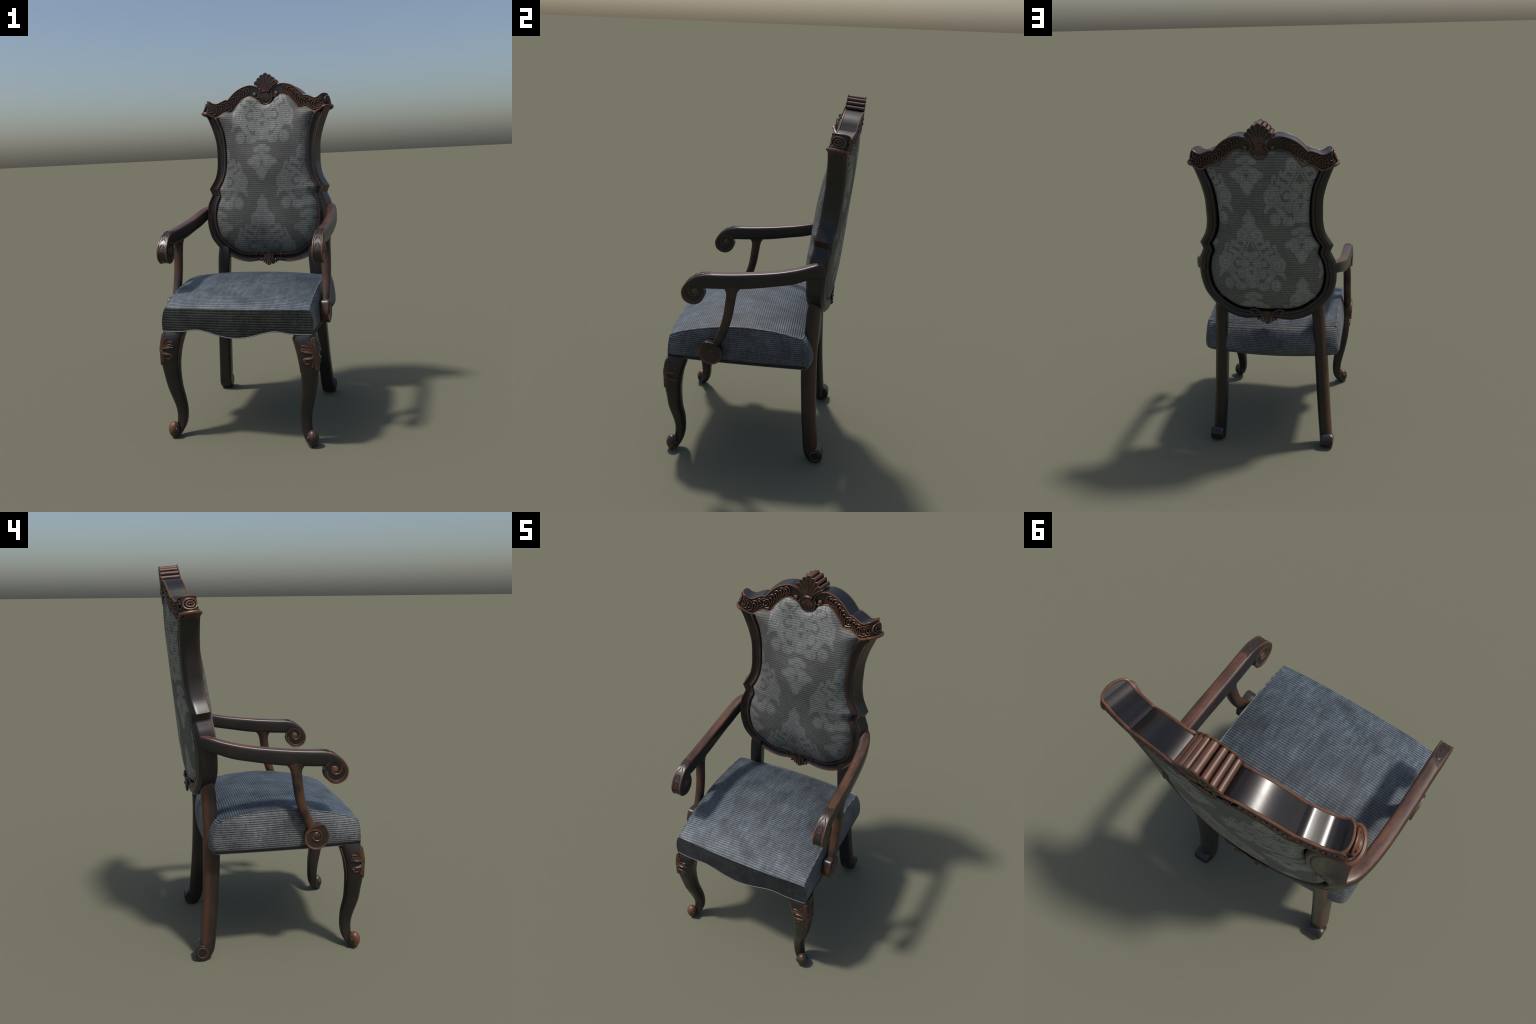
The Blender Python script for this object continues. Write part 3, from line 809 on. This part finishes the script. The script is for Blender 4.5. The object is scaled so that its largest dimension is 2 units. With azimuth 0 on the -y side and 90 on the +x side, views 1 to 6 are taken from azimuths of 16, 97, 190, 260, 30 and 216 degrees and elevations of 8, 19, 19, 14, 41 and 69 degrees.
for s in (1, -1):
    rings = []; nO = len(O2)
    for k in range(nO):
        o, i = O2[k], I2[k]; m_ = (o + i)/2; hv = (o - i)/2
        y = m_[0]
        j = np.searchsorted(arm_plan[:, 1], y).clip(1, len(arm_plan) - 1)
        tg = arm_plan[j] - arm_plan[j - 1]; tg /= np.linalg.norm(tg)
        nrm = np.array([tg[1], -tg[0]]) if y > 0 else np.array([1., 0.])
        ring = []
        for e in R4:
            yy, z = m_ + hv*e[1]
            px = np.array([arm_x(yy), yy]) + nrm*e[0]*HWA
            crown = 0
            ring.append(np.array((px[0], px[1], z)))
        rings.append(ring)
    g = Geo(); g.add(*loft(rings))
    arm = g.obj("armrest", wood_arm, chair, mirror=(s < 0), smooth_angle=60)
    # scroll core, slightly recessed, with a spiral fillet and an eye on both faces
    g = Geo(); C = np.array([-.311, 1.010]); 
    core = [(C[0] + .0565*math.cos(a), C[1] + .0565*math.sin(a)) for a in np.arange(36)*2*math.pi/36]
    g.add(*loft([[np.array((.4245 + w, y, z)) for y, z in core] for w in (-.0265, -.0255, 0, .0255, .0265)]))
    g.obj("arm_scroll", wood_panel, arm, mirror=(s < 0), smooth_angle=40)
    g = Geo()
    for w in (-1, 1):
        P = []
        for a in np.linspace(0, 1, 60):
            th = math.radians(400*a); r = .0175 + .040*(1 - a)**2.4
            th0 = math.radians(25)
            P.append((.4245 + w*.0265, C[0] + .008*a + r*math.cos(th + th0), C[1] + .004*a + r*math.sin(th + th0)))
        g.add(*tube(P, np.linspace(.0026, .0042, 60), 7))
        g.add(*ball((.4245 + w*.0255, C[0] + .008, C[1] + .004), (.005, .0175, .0175), 16, 9))
    g.obj("scroll_eye", wood_edge, arm, mirror=(s < 0))
    # red rounded borders and engraved C-scrolls over the front of the scroll
    g = Geo()
    sub = [k for k in range(nO) if -.40 < O2[k][0] < -.20 and k < nO - 1]
    for w in (-1, 1):
        bp = [(.4245 + w*(HWA - .005 - .008*max(0, 1 - n_/(len(sub)*.3))), O2[k][0], O2[k][1] - .0005 - .0065*max(0, 1 - n_/(len(sub)*.3))) for n_, k in enumerate(sub)]
        g.add(*tube(bp, np.interp(np.arange(len(bp)), [0, len(bp)*.35, len(bp)*.8, len(bp) - 1], [.0015, .0052, .0052, .003]), 8))
    g.obj("arm_border", wood_edge, arm, mirror=(s < 0))
    g = Geo()
    path = resample(np.array([O2[k] for k in sub]), 60)
    D = np.gradient(path, axis=0); D /= np.linalg.norm(D, axis=1, keepdims=True); Nn = np.stack([D[:, 1], -D[:, 0]], 1)
    g2 = Geo()
    strip_r = []
    for k in range(len(path)):
        nn = np.array([D[k][1], -D[k][0]]); lift = .0012 if k > 6 else -.002 + .0032*k/6
        strip_r.append([np.array((.4245 + w, *(path[k] + lift*nn))) for w in (-.0185, .0185)] + [np.array((.4245 + w, *(path[k] - .004*nn))) for w in (.0185, -.0185)])
    g2.add(*loft(strip_r)); g2.obj("arm_panel", wood_tip, arm, mirror=(s < 0))
    def on_path(f, lat, out=.0014):
        i = min(max(f, 0), 1)*(len(path) - 1); k = min(int(i), len(path) - 2); q = path[k] + (path[k+1] - path[k])*(i - k)
        nn = np.array([D[k][1], -D[k][0]]); return np.array((.4245 + lat, *(q + nn*out)))
    for k in range(7):
        f0 = .12 + k*.10
        for rr, ln in ((.0135, .07), (.007, .04)):
            P = [on_path(f0 + .0 + ln - (ln*math.cos(a)), rr*math.sin(a)) for a in np.linspace(-math.pi*.5, math.pi*.5, 11)]
            g.add(*tube(P[::1], .0016, 6))
    g.obj("arm_carving", wood_tip, arm, mirror=(s < 0), kind="stuff")
    # arm post
    POST = np.array([  # z, cy, hy, cx, hx
        (1.055, -.114, .060, .4255, .0275), (1.040, -.114, .046, .4265, .0265), (1.026, -.114, .034, .4275, .0250), (1.005, -.115, .0275, .428, .0240), (.956, -.121, .0260, .4295, .0240), (.876, -.1330, .0250, .4300, .0240), (.793, -.157, .0255, .4300, .0235), (.750, -.176, .0255, .4300, .0230), (.715, -.1945, .0260, .4300, .0225), (.690, -.206, .026, .430, .022), (.660, -.213, .020, .430, .020)])
    PC = catmull(POST, 6); E = superellipse(24, 2.6)
    g = Geo(); g.add(*loft([[np.array((r[3] + e[0]*r[4], r[1] + e[1]*r[2], r[0])) for e in E] for r in PC]))
    post = g.obj("arm_post", wood_post, arm, mirror=(s < 0), smooth_angle=60)
    # disc at the foot of the post
    c = np.array([-.2165, .666]); g = Geo()
    def rim(r0):
        P = []
        for a in np.arange(48)*2*math.pi/48:
            d = (a - math.radians(118) + math.pi) % (2*math.pi) - math.pi
            rr = r0 + .011*math.exp(-(d/.35)**2); P.append((c[0] + rr*math.cos(a), c[1] + rr*math.sin(a)))
        return P
    lay = [(.402, .052), (.403, .056), (.407, .0590), (.430, .0615), (.448, .0630), (.4535, .0635), (.4560, .0625), (.4565, .0600), (.4550, .0575), (.4525, .053), (.4515, .03), (.4515, .005)]
    g.add(*loft([[np.array((x, y, z)) for y, z in rim(r)] for x, r in lay]))
    g.obj("post_scroll", wood_post, arm, mirror=(s < 0), smooth_angle=50)
    g = Geo()
    g3 = Geo(); g3.add(*loft([[np.array((x, y, z)) for y, z in rim(.0525)] for x in (.449, .4525)])); g3.obj('post_scroll_face', wood_panel, arm, mirror=(s < 0))
    P = []
    for a in np.linspace(0, 1, 40):
        th = math.radians(150 - 420*a) if False else math.radians(15 + 330*a)
        r = .0195 + .0385*(1 - a)**2.6
        P.append((.4535, c[0] + .002 + r*math.cos(th), c[1] + .006*a + r*math.sin(th)))
    g.add(*tube(P, np.linspace(.003, .0055, 40), 7))
    g.add(*ball((.4515, c[0] + .002, c[1] + .008), (.008, .0225, .0225), 20, 11))
    g.obj("post_scroll_eye", wood_carved, arm, mirror=(s < 0))
